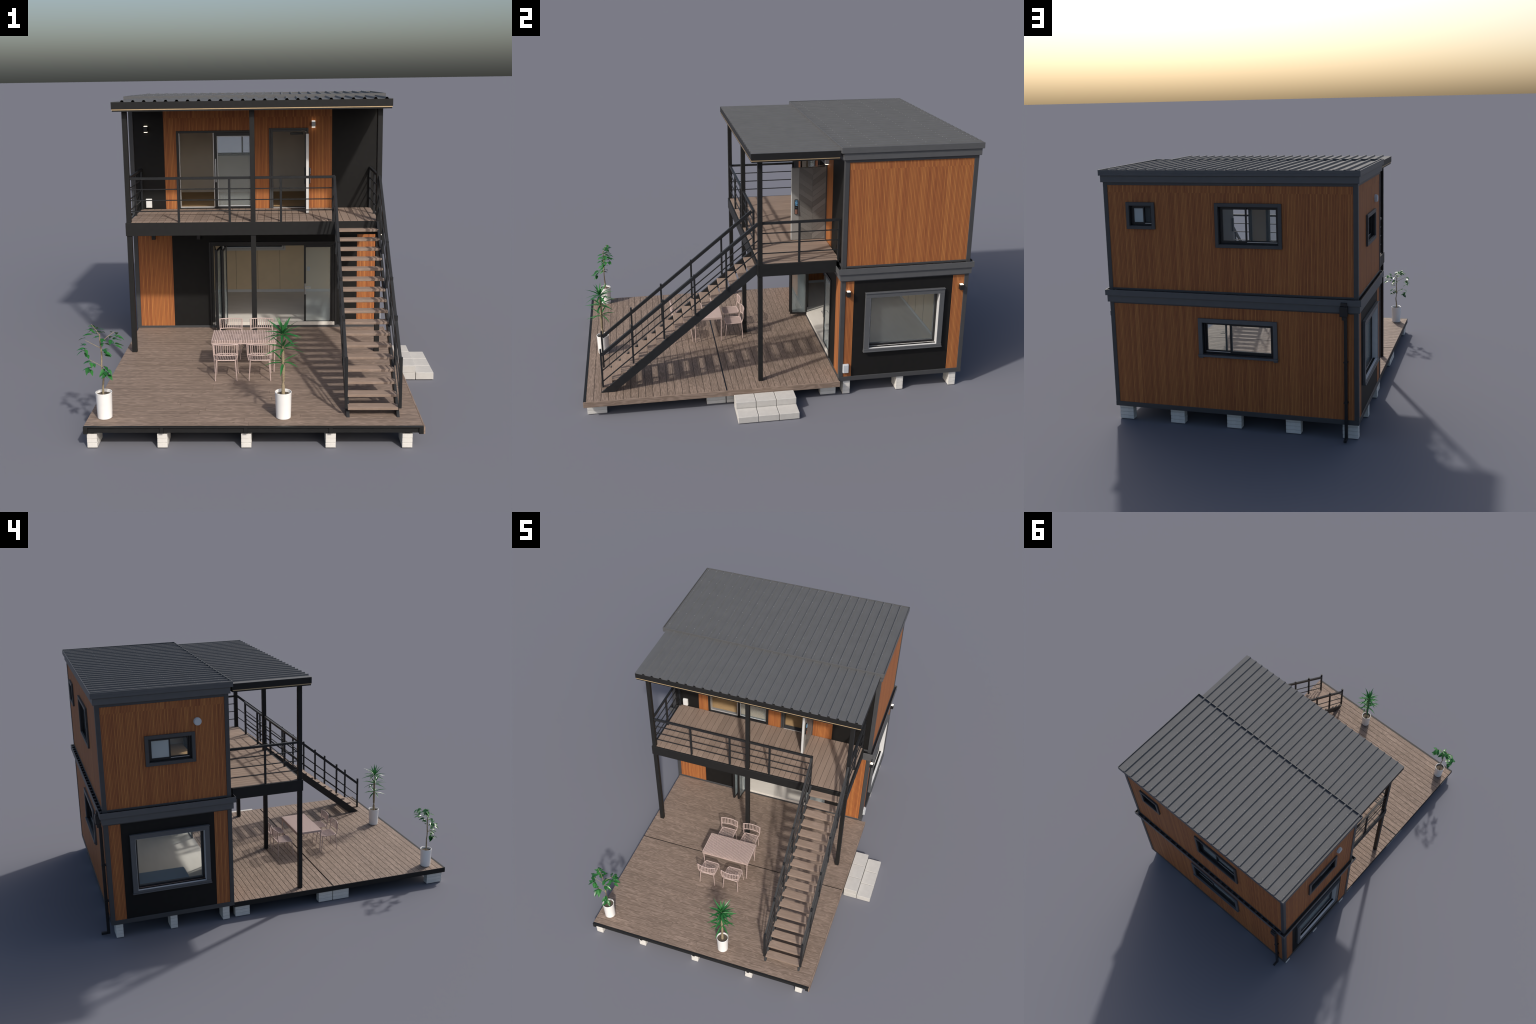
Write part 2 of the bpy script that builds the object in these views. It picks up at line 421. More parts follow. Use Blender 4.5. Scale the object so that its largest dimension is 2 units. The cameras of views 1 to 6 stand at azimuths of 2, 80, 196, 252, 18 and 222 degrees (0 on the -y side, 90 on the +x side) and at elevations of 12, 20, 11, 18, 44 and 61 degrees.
# ------------------------------------------------------------------ corrugated roofs
def corrugated(x0, x1, y0, y1, zpan, h, first, pitch, rise=0.0, wb=0.0180, wt=0.0082, t=0.0009):
    """sheet of steel whose section, swept along y, is a row of trapezoid ribs"""
    prof = [(x0, zpan)]; c = first
    while c < x1:
        for dx, dz in ((-wb / 2, 0), (-wt / 2, h), (wt / 2, h), (wb / 2, 0)):
            if x0 < c + dx < x1: prof.append((c + dx, zpan + dz))
        c += pitch
    prof.append((x1, zpan)); g = Geo(); n = len(prof)
    vs = [(x, y, z - dz + (rise if y == y1 else 0.0)) for dz in (0, t) for y in (y0, y1) for x, z in prof]
    fs = []
    for i in range(n - 1):
        fs += [(i, i + 1, n + i + 1, n + i), (2 * n + i, 3 * n + i, 3 * n + i + 1, 2 * n + i + 1),
               (i, 2 * n + i, 2 * n + i + 1, i + 1), (n + i, n + i + 1, 3 * n + i + 1, 3 * n + i)]
    fs += [(0, n, 3 * n, 2 * n), (n - 1, 3 * n - 1, 4 * n - 1, 2 * n - 1)]
    return g.add(vs, fs)
RIB0, RIBP = 0.5180 - 24 * 0.0516, 0.0516
part("roof_sheet", corrugated(XL - 0.0124, XR + 0.0112, YF - 0.0178, YB + 0.0148, 1.2972, 0.0090, RIB0, RIBP, 0.0045), "roof", house)
g = Geo()
for i in range(25):
    for y in (0.321, 0.444, 0.567, 0.690, 0.813, 0.936):
        g.cyl((RIB0 + i * RIBP + 0.0012, y, 1.3067 + 0.0045 * (y - 0.271) / 0.695), (0, 0, 1), 0.0013, 0.0010, 8)
part("roof_screw", g, "screw", house, kind="stuff")

CX0, CX1, CY0, CY1 = -0.7215, 0.5505, -0.1575, 0.2680
part("canopy_sheet", corrugated(CX0, CX1, CY0, CY1 + 0.0003, 1.2911, 0.0079, -0.6702, 0.04969), "roof", house)
g = Geo()
g.box(CX0, CX1, CY0, CY0 + 0.012, 1.2585, 1.2902, 0.0008)
g.box(CX0, CX0 + 0.012, CY0 + 0.012, CY1, 1.2585, 1.2902, 0.0008)
g.box(CX1 - 0.012, CX1, CY0 + 0.012, CY1, 1.2585, 1.2902, 0.0008)
part("canopy_fascia", g, "steel", house)
part("canopy_soffit_edge", Geo().box(CX0 + 0.0020, CX1 - 0.0020, CY0 + 0.0020, CY1 - 0.004, 1.2538, 1.2586), "tan", house)
part("canopy_soffit", Geo().box(CX0 + 0.0035, CX1 - 0.0035, CY0 + 0.0030, CY1 - 0.002, 1.2472, 1.2540), "steel", house)

# ------------------------------------------------------------------ walls with openings
WIN_R = WIN_L = (0.432, 0.807, 0.259, 0.546)               # big square side windows (u0,u1,v0,v1)
WIN_LU = (0.4860, 0.7050, 0.9320, 1.0520)                  # small upper left window
WIN_BS = (0.3005, 0.4195, 1.0310, 1.1315)                  # back, small
WIN_BU = (-0.3460, -0.0455, 0.9485, 1.1320)                # back, upper
WIN_BL = (-0.3080, 0.0585, 0.3905, 0.5530)                 # back, lower
OPEN_U1 = (-0.4870, -0.0955, 0.7120, 1.1310)               # sliding door
OPEN_U2 = (-0.0130, 0.1870, 0.7120, 1.1400)                # entrance
OPEN_L = (-0.3340, 0.3345, 0.1010, 0.5550)                 # folding door
T = 0.012
xi0, xi1, yi0, yi1 = XL + 0.030, XR - 0.030, YF + 0.030, YB - 0.022
IN = 0.0030                                                 # cladding sits this far behind the posts

def clad(g, axis, plane, sign, u0, u1, v0, v1, holes=()):
    g.panel(axis, plane, plane + sign * T, u0, u1, v0, v1, holes)
g = Geo()
clad(g, 'y', YB - IN, -1, XL + PW, XR - PW, 0.7115, 1.2315, (WIN_BS, WIN_BU))
clad(g, 'y', YB - IN, -1, XL + PW, XR - PW, 0.1025, 0.6300, (WIN_BL,))
clad(g, 'x', XL + IN, 1, YF + PW, YB - PW, 0.7115, 1.2315, (WIN_LU,))
clad(g, 'x', XR - IN, -1, YF + PW, YB - PW, 0.7115, 1.2315)
for x, sg in ((XL + IN, 1), (XR - IN, -1)):
    clad(g, 'x', x, sg, YF + PW, 0.3845 if sg > 0 else 0.3545, 0.1025, 0.6300)
    clad(g, 'x', x, sg, 0.8695, YB - PW, 0.1025, 0.6300)
clad(g, 'y', YF + IN, 1, XL + PW, -0.5250, 0.1025, 0.6300)
clad(g, 'y', YF + IN, 1, 0.4390, XR - PW, 0.1025, 0.6300)
clad(g, 'y', YF + 0.0045, 1, -0.5500, 0.3060, 0.7120, 1.2450, (OPEN_U1, OPEN_U2))
part("wood_cladding", g, "wood", house)
g = Geo()
for x, sg, y0 in ((XL + IN + 0.001, 1, 0.3845), (XR - IN - 0.001, -1, 0.3545)):
    clad(g, 'x', x, sg, y0, 0.8695, 0.1025, 0.6300, (WIN_R,))
clad(g, 'y', YF + IN + 0.001, 1, -0.5250, 0.4390, 0.1025, 0.6300, (OPEN_L,))
clad(g, 'y', YF + IN + 0.0025, 1, XL + PW, -0.5500, 0.7115, 1.2450)
clad(g, 'y', YF + IN + 0.0025, 1, 0.3060, XR - PW, 0.7115, 1.2450)
part("black_wall_panel", g, "black", house)

# interior: lining, floors, ceilings, fittings
g = Geo()
a, b_ = 0.0165, 0.026
g.panel('y', YB - IN - a, YB - IN - b_, xi0 - .012, xi1 + .012, 0.118, 0.625, (WIN_BL,))
part("cabinet_wall", g, "cab", house)
g = Geo()
part("slatted_inner_wall", Geo().panel('x', XL + IN + a, XL + IN + b_, YF + .02, YB - .03, 0.118, 0.625, (WIN_L,)), "wood", house)
g.panel('x', XR - IN - a, XR - IN - b_, YF + .02, YB - .03, 0.118, 0.625, (WIN_R,))
g.panel('y', YF + IN + a, YF + IN + b_, xi0 - .001, xi1 + .001, 0.118, 0.625, (OPEN_L,))
g.box(XL + .02, XR - .02, YF + .02, YB - .02, 0.625, 0.629)
part("lower_room_lining", g, "inwall", house)
g = Geo()
g.panel('y', YB - IN - a, YB - IN - b_, xi0 - .012, xi1 + .012, 0.7335, 1.228, (WIN_BS, WIN_BU))
g.panel('x', XL + IN + a, XL + IN + b_, YF + .02, YB - .03, 0.7335, 1.228, (WIN_LU,))
g.panel('x', XR - IN - a, XR - IN - b_, YF + .02, YB - .03, 0.7335, 1.228)
g.panel('y', YF + IN + a, YF + IN + b_, xi0 - .001, xi1 + .001, 0.7335, 1.228, (OPEN_U1, OPEN_U2))
g.box(XL + .02, XR - .02, YF + .02, YB - .02, 1.228, 1.2312)
g.box(0.2330, 0.2400, YF + 0.0295, YB - 0.0295, 0.7335, 1.2275)       # partitions
part("upper_room_lining", g, "upwall", house)
part("lower_floor", Geo().box(XL + .024, XR - .024, YF + 0.0170, YB - .016, 0.1028, 0.1205).box(OPEN_L[0] + .0236, OPEN_L[1] - .0005, YF + 0.0012, YF + 0.0170, 0.1028, 0.1205), "lowfl", house)
part("upper_floor", Geo().box(XL + .024, XR - .024, YF + 0.0170, YB - .016, 0.7150, 0.7335, 0.0006), "upfl", house)
g = Geo()
g.box(xi0 - .0005, xi1 + .0005, YB - IN - b_ - .003, YB - IN - b_ + .0005, 0.1205, 0.1375, 0.0006)
g.box(XL + IN + b_ - .0005, XL + IN + b_ + .003, YF + 0.033, YB - 0.034, 0.1205, 0.1375, 0.0006)
g.box(XR - IN - b_ - .003, XR - IN - b_ + .0005, YF + 0.033, YB - 0.034, 0.1205, 0.1375, 0.0006)
part("skirting_board", g, "base", house)
g = Geo()
for x in (-0.400, -0.2285, -0.0975, 0.0350): g.box(x, x + 0.0012, YB - IN - b_ - .0008, YB - IN - b_ + .0004, 0.1378, 0.388)
part("cabinet_seam", g, "sash", house)
g = Geo(); g.ring('y', YB - IN - b_ - 0.005, YB - IN - b_ + 0.0005, WIN_BL[0] - 0.012, WIN_BL[1] + 0.012, WIN_BL[2] - 0.012, WIN_BL[3] + 0.012, 0.012, 0.0006)
g.ring('y', YB - IN - b_ - 0.001, YB - 0.0440, WIN_BL[0], WIN_BL[1], WIN_BL[2], WIN_BL[3], 0.010, 0.0004)
part("inner_window_casing", g, "base", house)
bed = part("bed_base", Geo().box(XL + .0305, -0.464, 0.5030, 0.918, 0.1206, 0.1700, 0.002), "inwall", house)
part("bed_mattress", Geo().box(XL + .0302, -0.458, 0.4985, 0.919, 0.1702, 0.2275, 0.006), "counter", bed)
part("wall_socket", Geo().box(0.1990, 0.2170, 0.9185, 0.9235, 0.2500, 0.2760, 0.001), "lightgrey", house)

# ------------------------------------------------------------------ windows
def big_side_window(x, sg):
    """deep square picture window: grey surround with head and sill, pale reveal, black sash"""
    def B(g, d0, d1, *r, b=0.0008):
        a2, c2 = sorted((x + sg * d0, x + sg * d1)); return g.box(a2, c2, *r, b)
    y0, y1, z0, z1 = 0.4145, 0.8275, 0.2395, 0.5660
    g = Geo()
    B(g, -0.004, 0.0095, y0, y0 + 0.0255, z0 + 0.018, z1 - 0.026)
    B(g, -0.004, 0.0095, y1 - 0.0255, y1, z0 + 0.018, z1 - 0.026)
    B(g, -0.004, 0.0100, y0, y1, z1 - 0.026, z1 - 0.0045)
    B(g, -0.004, 0.0135, y0 - 0.002, y1 + 0.002, z1 - 0.0045, z1)
    B(g, -0.004, 0.0115, y0 - 0.001, y1 + 0.001, z0 + 0.0055, z0 + 0.018)
    B(g, -0.004, 0.0150, y0 - 0.003, y1 + 0.003, z0, z0 + 0.0055)
    w = part("picture_window", g, "trim", house)
    g = Geo(); a2, c2 = sorted((x - sg * 0.040, x + sg * 0.0085))
    g.ring('x', a2, c2, 0.4374, 0.8045, 0.2546, 0.5428, 0.0036, 0)
    part("window_reveal", g, "reveal", w)
    g = Geo(); a2, c2 = sorted((x - sg * 0.038, x - sg * 0.020)); g.ring('x', a2, c2, 0.4411, 0.8008, 0.2583, 0.5391, 0.0105, 0.0008)
    part("window_sash", g, "sash", w)
    g = Geo(); a2, c2 = sorted((x - sg * 0.036, x - sg * 0.0235)); g.ring('x', a2, c2, 0.4517, 0.7902, 0.2689, 0.5285, 0.0020, 0.0004)
    part("glazing_bead", g, "trim", w)
    part("window_glass", Geo().box(min(x - sg * .031, x - sg * .028), max(x - sg * .031, x - sg * .028), 0.4537, 0.7882, 0.2709, 0.5265), "glass", w)
big_side_window(XR, 1); big_side_window(XL, -1)

def sliding_window(axis, plane, sg, hole, split, sill=False, near_first=True, tw=0.0165, milky=-1):
    """grey surround, black frame with two sashes on two tracks, silver track strip"""
    u0, u1, v0, v1 = hole
    def bx(g, d0, d1, a, c, e, f, b=0.0006):
        p0, p1 = sorted((plane + sg * d0, plane + sg * d1))
        return g.box(p0, p1, a, c, e, f, b) if axis == 'x' else g.box(a, c, p0, p1, e, f, b)
    g = Geo()
    bx(g, -0.006, 0.0070, u0 - tw, u0, v0 - tw, v1 + tw); bx(g, -0.006, 0.0070, u1, u1 + tw, v0 - tw, v1 + tw)
    bx(g, -0.006, 0.0070, u0, u1, v1, v1 + tw)
    if sill: bx(g, -0.006, 0.0125, u0 - tw - .002, u1 + tw + .002, v0 - 0.0125, v0 - 0.002)
    else: bx(g, -0.006, 0.0070, u0, u1, v0 - tw, v0)
    w = part("sliding_window", g, "trim" if sill else "frame", house)
    g = Geo(); f = 0.0105; j = 0.0030
    for d0, d1, f_ in ((-0.044, 0.0015, j), (-0.042, -0.014, f)):             # thin jamb lining, then the frame set back in it
        bx(g, d0, d1, u0, u0 + f_, v0, v1); bx(g, d0, d1, u1 - f_, u1, v0, v1)
        bx(g, d0, d1, u0 + f_, u1 - f_, v0, v0 + f_ * 0.8); bx(g, d0, d1, u0 + f_, u1 - f_, v1 - f_ * 0.8, v1)
    part("window_frame", g, "sash", w)
    s = 0.0075; c0, c1, e0, e1 = u0 + f, u1 - f, v0 + f * 0.8, v1 - f * 0.8
    for pane, (p, q, d) in enumerate(((c0, split + s * .6, -0.015 if near_first else -0.023), (split - s * .6, c1, -0.023 if near_first else -0.015))):
        g = Geo()
        for (m0, m1, n0, n1) in ((p, p + s, e0, e1), (q - s, q, e0, e1), (p + s, q - s, e0, e0 + s), (p + s, q - s, e1 - s, e1)):
            bx(g, d - 0.0065, d, m0, m1, n0, n1)
        sa = part("window_sash", g, "sash", w)
        g = Geo(); bx(g, d - 0.0045, d - 0.0022, p + s, q - s, e0 + s, e1 - s, 0)
        part("window_glass", g, "milk" if pane == milky else "glass", sa)
    g = Geo(); lo, hi = (split + .004, c1) if near_first else (c0, split - .004)
    bx(g, -0.0195, -0.0170, lo, hi, e0 + 0.0002, e0 + 0.0030, 0)
    part("track_strip", g, "silver", w)
    return w
sliding_window('x', XL, -1, WIN_LU, 0.5960, near_first=False, tw=0.0175, milky=1)
sliding_window('y', YB, 1, WIN_BS, 0.3510, near_first=False, milky=1)
sliding_window('y', YB, 1, WIN_BU, -0.1790, near_first=False)
sliding_window('y', YB, 1, WIN_BL, -0.0840, sill=True, tw=0.0205)

# ------------------------------------------------------------------ upper front: sliding door, entrance
u0, u1, v0, v1 = OPEN_U1; yp = YF + 0.0045
g = Geo()
g.box(u0, u0 + 0.0125, yp - 0.003, yp + 0.030, v0, v1, 0.0008); g.box(u1 - 0.0145, u1, yp - 0.003, yp + 0.030, v0, v1, 0.0008)
g.box(u0 + 0.0125, u1 - 0.0145, yp - 0.003, yp + 0.030, v1 - 0.0115, v1, 0.0008); g.box(u0 + 0.0125, u1 - 0.0145, yp - 0.003, yp + 0.034, v0, 0.7355, 0.0008)
sd = part("sliding_door", g, "sash", house)
g = Geo()
g.box(-0.4744, -0.4710, yp + 0.006, yp + 0.030, 0.7356, v1 - 0.0116); g.box(-0.4709, -0.2990, yp + 0.008, yp + 0.030, 0.7356, 0.7385)
g.box(-0.4709, -0.3000, yp + 0.010, yp + 0.016, 0.7386, 0.7410); g.box(-0.2990, -0.2955, yp + 0.004, yp + 0.012, 0.7386, v1 - 0.0116)
part("door_track", g, "silver", sd)
g = Geo().box(-0.2954, -0.2800, yp + 0.006, yp + 0.018, 0.7357, v1 - 0.0118, 0.0006)
g.box(-0.2800, u1 - 0.0147, yp + 0.006, yp + 0.018, 1.1030, v1 - 0.0118, 0.0006); g.box(-0.2800, u1 - 0.0147, yp + 0.006, yp + 0.018, 0.7357, 0.7420, 0.0006)
leaf = part("sliding_leaf", g, "sash", sd)
part("door_glass", Geo().box(-0.2800, u1 - 0.0148, yp + 0.0100, yp + 0.0125, 0.7420, 1.1030), "frost", leaf)
g = Geo(); g.ring('y', yp + 0.0080, yp + 0.0099, -0.2800, u1 - 0.0148, 0.7420, 1.1030, 0.0035, 0)
part("glazing_bead", g, "lightgrey", leaf)
part("pull_handle", Geo().box(-0.2905, -0.2855, yp - 0.002, yp + 0.0058, 0.8680, 0.9880, 0.001), "lightgrey", leaf)

u0, u1, v0, v1 = OPEN_U2
g = Geo()
g.box(u0, u0 + 0.0085, yp - 0.006, yp + 0.030, v0 + 0.019, v1, 0.0008); g.box(u0 + 0.0085, u0 + 0.0190, yp - 0.001, yp + 0.030, v0 + 0.019, v1 - 0.0085, 0.0008)
g.box(u1 - 0.0085, u1, yp - 0.006, yp + 0.030, v0 + 0.019, v1, 0.0008)
g.box(u0 + 0.0085, u1 - 0.0085, yp - 0.006, yp + 0.030, v1 - 0.0085, v1, 0.0008); g.box(u0 + 0.0190, u1 - 0.0085, yp - 0.001, yp + 0.030, v1 - 0.0180, v1 - 0.0085, 0.0008)
ent = part("entrance_frame", g, "frame", house)
part("threshold", Geo().box(u0 + 0.0190, u1 - 0.0085, yp - 0.003, yp + 0.030, v0 + 0.0195, 0.7352, 0.0006), "frame", ent)
part("threshold_strip", Geo().box(u0 + 0.0190, u1 - 0.0085, yp - 0.0050, yp - 0.0031, v0 + 0.0195, 0.7356, 0.0004), "silver", ent)
# open door leaf, turned outwards about the right jamb
DX0, DX1, DY0, DY1, DZ0, DZ1 = 0.1690, 0.1815, 0.1085, 0.2900, 0.7335, 1.1215
door = part("entrance_door", Geo().box(DX0, DX1 - 0.0010, DY0, DY1, DZ0, DZ1, 0.0006), "doorplain", house)
part("door_edge", Geo().box(DX0 + .0002, DX1, DY0 - 0.0014, DY0 - 0.0001, DZ0, DZ1), "dooredge", door)
g = Geo().box(DX1 - 0.0010, DX1 + 0.0012, DY0 + 0.0002, DY0 + 0.0385, DZ0, DZ1, 0.0004); part("lock_stile", g, "doorplain", door)
part("inner_door_skin", Geo().box(DX0 - 0.0012, DX0 - 0.0002, DY0 + 0.001, DY1 - 0.001, DZ0 + .001, DZ1 - .001), "frame", door)
ym, yl, yr = 0.2178, DY0 + 0.0393, DY1
step, gap, slope = 0.0290, 0.0007, 0.72
def chevron_board(ya, yb, za, zb):
    """parallelogram board between ya and yb whose lower edge goes from za to zb, clipped to the door"""
    pts = [(ya, za), (yb, zb), (yb, zb + step - gap), (ya, za + step - gap)]
    for lim, keep in ((DZ0 + .001, 1), (DZ1 - .001, -1)):
        out = []
        for i in range(len(pts)):
            p, q = pts[i - 1], pts[i]; ip, iq = (p[1] - lim) * keep >= 0, (q[1] - lim) * keep >= 0
            if ip != iq:
                t = (lim - p[1]) / (q[1] - p[1]); out.append((p[0] + t * (q[0] - p[0]), lim))
            if iq: out.append(q)
        pts = out
        if len(pts) < 3: return None
    n = len(pts); g = Geo()
    x0, x1 = DX1 - 0.0009, DX1 + 0.0013
    return g.add([(x0, *p) for p in pts] + [(x1, *p) for p in pts], [tuple(range(n))[::-1], tuple(range(n, 2 * n))] + [(i, (i + 1) % n, n + (i + 1) % n, n + i) for i in range(n)])
k = -3
while DZ0 + k * step < DZ1 + 0.06:
    zc = DZ0 + k * step
    for ya, yb in ((yl, ym - gap / 2), (ym + gap / 2, yr)):
        rise = slope * (yb - ya)
        gg = chevron_board(ya, yb, zc + (rise if ya == yl else 0), zc + (0 if ya == yl else rise))
        if gg and len(gg.v) >= 6: part("chevron_board", gg, "chevron", door)
    k += 1
lock = part("door_lock", Geo().box(DX1 + 0.0012, DX1 + 0.0080, 0.1220, 0.1395, 0.8760, 0.9560, 0.002), "sash", door)
part("lock_handle", Geo().box(DX1 + 0.0080, DX1 + 0.0110, 0.1245, 0.1370, 0.8790, 0.9030, 0.001), "copper", lock)
part("lock_knob", Geo().cyl((DX1 + 0.0082, 0.1308, 0.9130), (1, 0, 0), 0.0038, 0.002, 14), "frame", lock)
for r in range(4):
    for c in range(3):
        cu = D.curves.new("key_digit", 'FONT'); cu.body = "123456789*0#"[r * 3 + c]; cu.size = 0.0062; cu.align_x = 'CENTER'; cu.align_y = 'CENTER'; cu.extrude = 0.0002
        t = D.objects.new("tmp", cu); COL.objects.link(t); bpy.context.view_layer.update()
        me = D.meshes.new_from_object(t.evaluated_get(bpy.context.evaluated_depsgraph_get())); D.objects.remove(t)
        me.materials.clear(); me.materials.append(M["digit"])
        me.transform(Matrix.Translation((DX1 + 0.0083, 0.1262 + c * 0.0046, 0.9490 - r * 0.0075)) @ Euler((math.pi / 2, 0, math.pi / 2)).to_matrix().to_4x4())
        put("key_digit", me, lock)
part("inner_lock", Geo().box(DX0 - 0.0085, DX0 - 0.0012, 0.1200, 0.1390, 0.8760, 0.9560, 0.002), "sash", door)
part("door_closer", Geo().box(0.0950, 0.1600, yp + 0.006, yp + 0.018, 1.1060, 1.1170, 0.001), "sash", ent)
g = Geo().tube([(0.150, yp + 0.004, 1.1265), (0.166, yp - 0.030, 1.1265), (0.172, yp - 0.075, 1.1240)], 0.0016, 8)
part("closer_arm", g, "silver", ent, 40)

# ------------------------------------------------------------------ lower front: folding door
u0, u1, v0, v1 = OPEN_L
g = Geo()
g.box(u0, u0 + 0.0105, YF - 0.0005, YF + 0.029, v0, v1, 0.0008); g.box(u1 - 0.0105, u1, YF - 0.0005, YF + 0.029, v0, v1, 0.0008)
g.box(u0 + 0.0105, u0 + 0.0235, YF + 0.004, YF + 0.025, v0 + .019, v1 - 0.022, 0.0008); g.box(u1 - 0.0240, u1 - 0.0105, YF + 0.004, YF + 0.025, v0 + .019, v1 - 0.022, 0.0008)
g.box(u0 + 0.0105, u1 - 0.0105, YF - 0.0005, YF + 0.029, v1 - 0.0110, v1, 0.0008); g.box(u0 + 0.0105, u1 - 0.0105, YF + 0.004, YF + 0.025, v1 - 0.0220, v1 - 0.0110, 0.0008)
fd = part("folding_door", g, "sash", house)
def door_leaf(p, q, z0, z1, w, t, parent, wb=None):
    """upright glazed leaf whose bottom edge runs from p to q in plan"""
    p, q = Vector((*p, 0)), Vector((*q, 0)); d = (q - p).normalized(); L = (q - p).length
    g = Geo(); up = (0, 0, 1)
    for a in (w / 2, L - w / 2): g.beam(p + d * a + Vector((0, 0, z0)), p + d * a + Vector((0, 0, z1)), w, t, up=d.cross(Vector((0, 0, 1))))
    wb = wb or w                                              # height of the bottom rail
    for z, h in ((z0 + wb / 2, wb), (z1 - w / 2, w)): g.beam(p + d * w + Vector((0, 0, z)), q - d * w + Vector((0, 0, z)), t, h)
    o = part("door_leaf", g, "sash", parent)
    g = Geo().beam(p + d * w + Vector((0, 0, (z0 + z1 + wb - w) / 2)), q - d * w + Vector((0, 0, (z0 + z1 + wb - w) / 2)), 0.0022, z1 - z0 - w - wb)
    part("door_glass", g, "frost", o); return o
zz0, zz1 = 0.1100, 0.5330
for p, q in (((-0.3030, 0.2950), (-0.2905, 0.1920)), ((-0.2860, 0.1920), (-0.2720, 0.2930)), ((-0.2685, 0.2930), (-0.2585, 0.1920)), ((-0.2540, 0.1920), (-0.2430, 0.2930))):
    door_leaf(p, q, zz0, zz1, 0.0100, 0.0050, fd)
fx = door_leaf((0.1632, 0.3010), (0.3110, 0.3010), 0.1208, 0.5325, 0.0100, 0.0070, fd, 0.0020)
g = Geo().box(0.1660, 0.1715, 0.2930, 0.2975, 0.2690, 0.3280, 0.001); part("handle_plate", g, "silver", fx)
g = Geo().tube([(0.1690, 0.2940, 0.3060), (0.1690, 0.2840, 0.3060), (0.1980, 0.2840, 0.3060)], 0.0016, 8)
g.tube([(0.1690, 0.3060, 0.3060), (0.1690, 0.3160, 0.3060), (0.1980, 0.3160, 0.3060)], 0.0016, 8); part("lever_handle", g, "silver", fx, 40)

# ------------------------------------------------------------------ small wall fittings
def lamp(axis, c, z0, z1, plane, sg, body="sash", both=False):
    h, d = 0.0095, 0.0205
    def bx(g, d0, d1, e, f, ins, b):
        a, q = sorted((plane + sg * d0, plane + sg * d1))
        return g.box(a, q, c - h + ins, c + h - ins, e, f, b) if axis == 'x' else g.box(c - h + ins, c + h - ins, a, q, e, f, b)
    g = Geo(); bx(g, 0, d, z0 + 0.0012, z1 - 0.0012, 0, 0.0012)
    o = part("wall_lamp", g, body, house)
    g = Geo(); bx(g, 0.0035, d - 0.0015, z1 - 0.0013, z1 + 0.0018, 0.0012, 0.0006)
    if both: bx(g, 0.0035, d - 0.0015, z0 - 0.0018, z0 + 0.0013, 0.0012, 0.0006)
    part("lamp_lens", g, "lamp", o)
lamp('y', -0.6390, 1.1275, 1.1570, YF + IN + 0.0025, -1, both=True)
lamp('y', 0.2120, 1.1440, 1.1735, yp, -1, "lightgrey", True)  # body colour lightened to grey for the sun falling on this lamp
lamp('y', -0.6195, 0.5715, 0.6010, YF + IN, -1)
lamp('y', -0.3850, 0.5715, 0.6010, YF + IN + 0.001, -1)
lamp('x', 0.3245, 0.5520, 0.5815, XR - IN, 1); lamp('x', 0.9130, 0.5520, 0.5815, XR - IN, 1)
def junction(axis, c, z0, z1, plane, sg, mat):
    def bx(g, d0, d1, ins, b):
        a, q = sorted((plane + sg * d0, plane + sg * d1))
        return g.box(a, q, c - 0.0155 + ins, c + 0.0155 - ins, z0 + ins, z1 - ins, b) if axis == 'x' else g.box(c - 0.0155 + ins, c + 0.0155 - ins, a, q, z0 + ins, z1 - ins, b)
    g = Geo(); bx(g, 0, 0.010, 0, 0.0015); o = part("socket_box", g, mat, house)
    g = Geo(); bx(g, 0.0102, 0.0155, 0.0012, 0.002); part("socket_cover", g, mat, o)
junction('y', -0.6375, 0.7385, 0.7860, YF + IN + 0.0025, -1, "white")
junction('x', 0.3245, 0.1280, 0.1760, XR - IN, 1, "lightgrey")
g = Geo().cyl((XL + IN - 0.0050, 0.4530, 1.1195), (1, 0, 0), 0.0200, 0.012, 32)
vent = part("round_vent", g, "lightgrey", house, 40)
part("vent_cap", Geo().cyl((XL + IN - 0.0130, 0.4530, 1.1195), (1, 0, 0), 0.0170, 0.0045, 32), "lightgrey", vent, 40)

# downpipe
g = Geo()
g.box(-0.6765, -0.6465, YB + 0.0090, YB + 0.0270, 0.6725, 0.6900, 0.001)
g.box(-0.6795, -0.6430, YB + 0.0090, YB + 0.0330, 0.6240, 0.6720, 0.0012); g.box(-0.6755, -0.6520, YB + 0.0050, YB + 0.0270, 0.6060, 0.6240, 0.001)
dp = part("rain_hopper", g, "sash", house)
g = Geo().box(-0.6745, -0.6595, YB + 0.0030, YB + 0.0190, 0.0060, 0.6060, 0.0015)
g.box(-0.6740, -0.6600, YB + 0.0190, 1.0000, 0.0050, 0.0195, 0.0015)
pipe = part("downpipe", g, "sash", house)
g = Geo()
for z in (0.397, 0.195): g.box(-0.6775, -0.6565, YB - 0.003, YB + 0.0205, z - 0.003, z + 0.003, 0.0008)
part("pipe_bracket", g, "sash", pipe)

# ------------------------------------------------------------------ deck
DX, DXR = -0.7190, 0.5775
g = Geo()
g.box(DX, DXR, -1.0000, -0.9870, 0.0868, DECK - 0.0003, 0.0006)                 # top flange
g.box(DX + 0.01, DXR - 0.004, -0.9940, -0.9880, 0.0655, 0.0868, 0.0005)         # web
g.box(DX, DX + 0.0165, -1.0000, -0.9870, 0.0620, 0.0867, 0.0006); g.box(0.5610, DXR, -1.0000, -0.9870, 0.0620, 0.0867, 0.0006)
for x in (-0.4180, -0.0957, 0.2281): g.box(x - 0.007, x + 0.007, -0.9985, -0.9930, 0.0640, 0.0868, 0.0005)
g.box(DX, DX + 0.010, -0.9868, YF - 0.0005, 0.0620, DECK - 0.0015, 0.0006)
g.box(DX + .011, DXR, 0.2770, 0.2885, 0.0620, 0.0800, 0.0006)
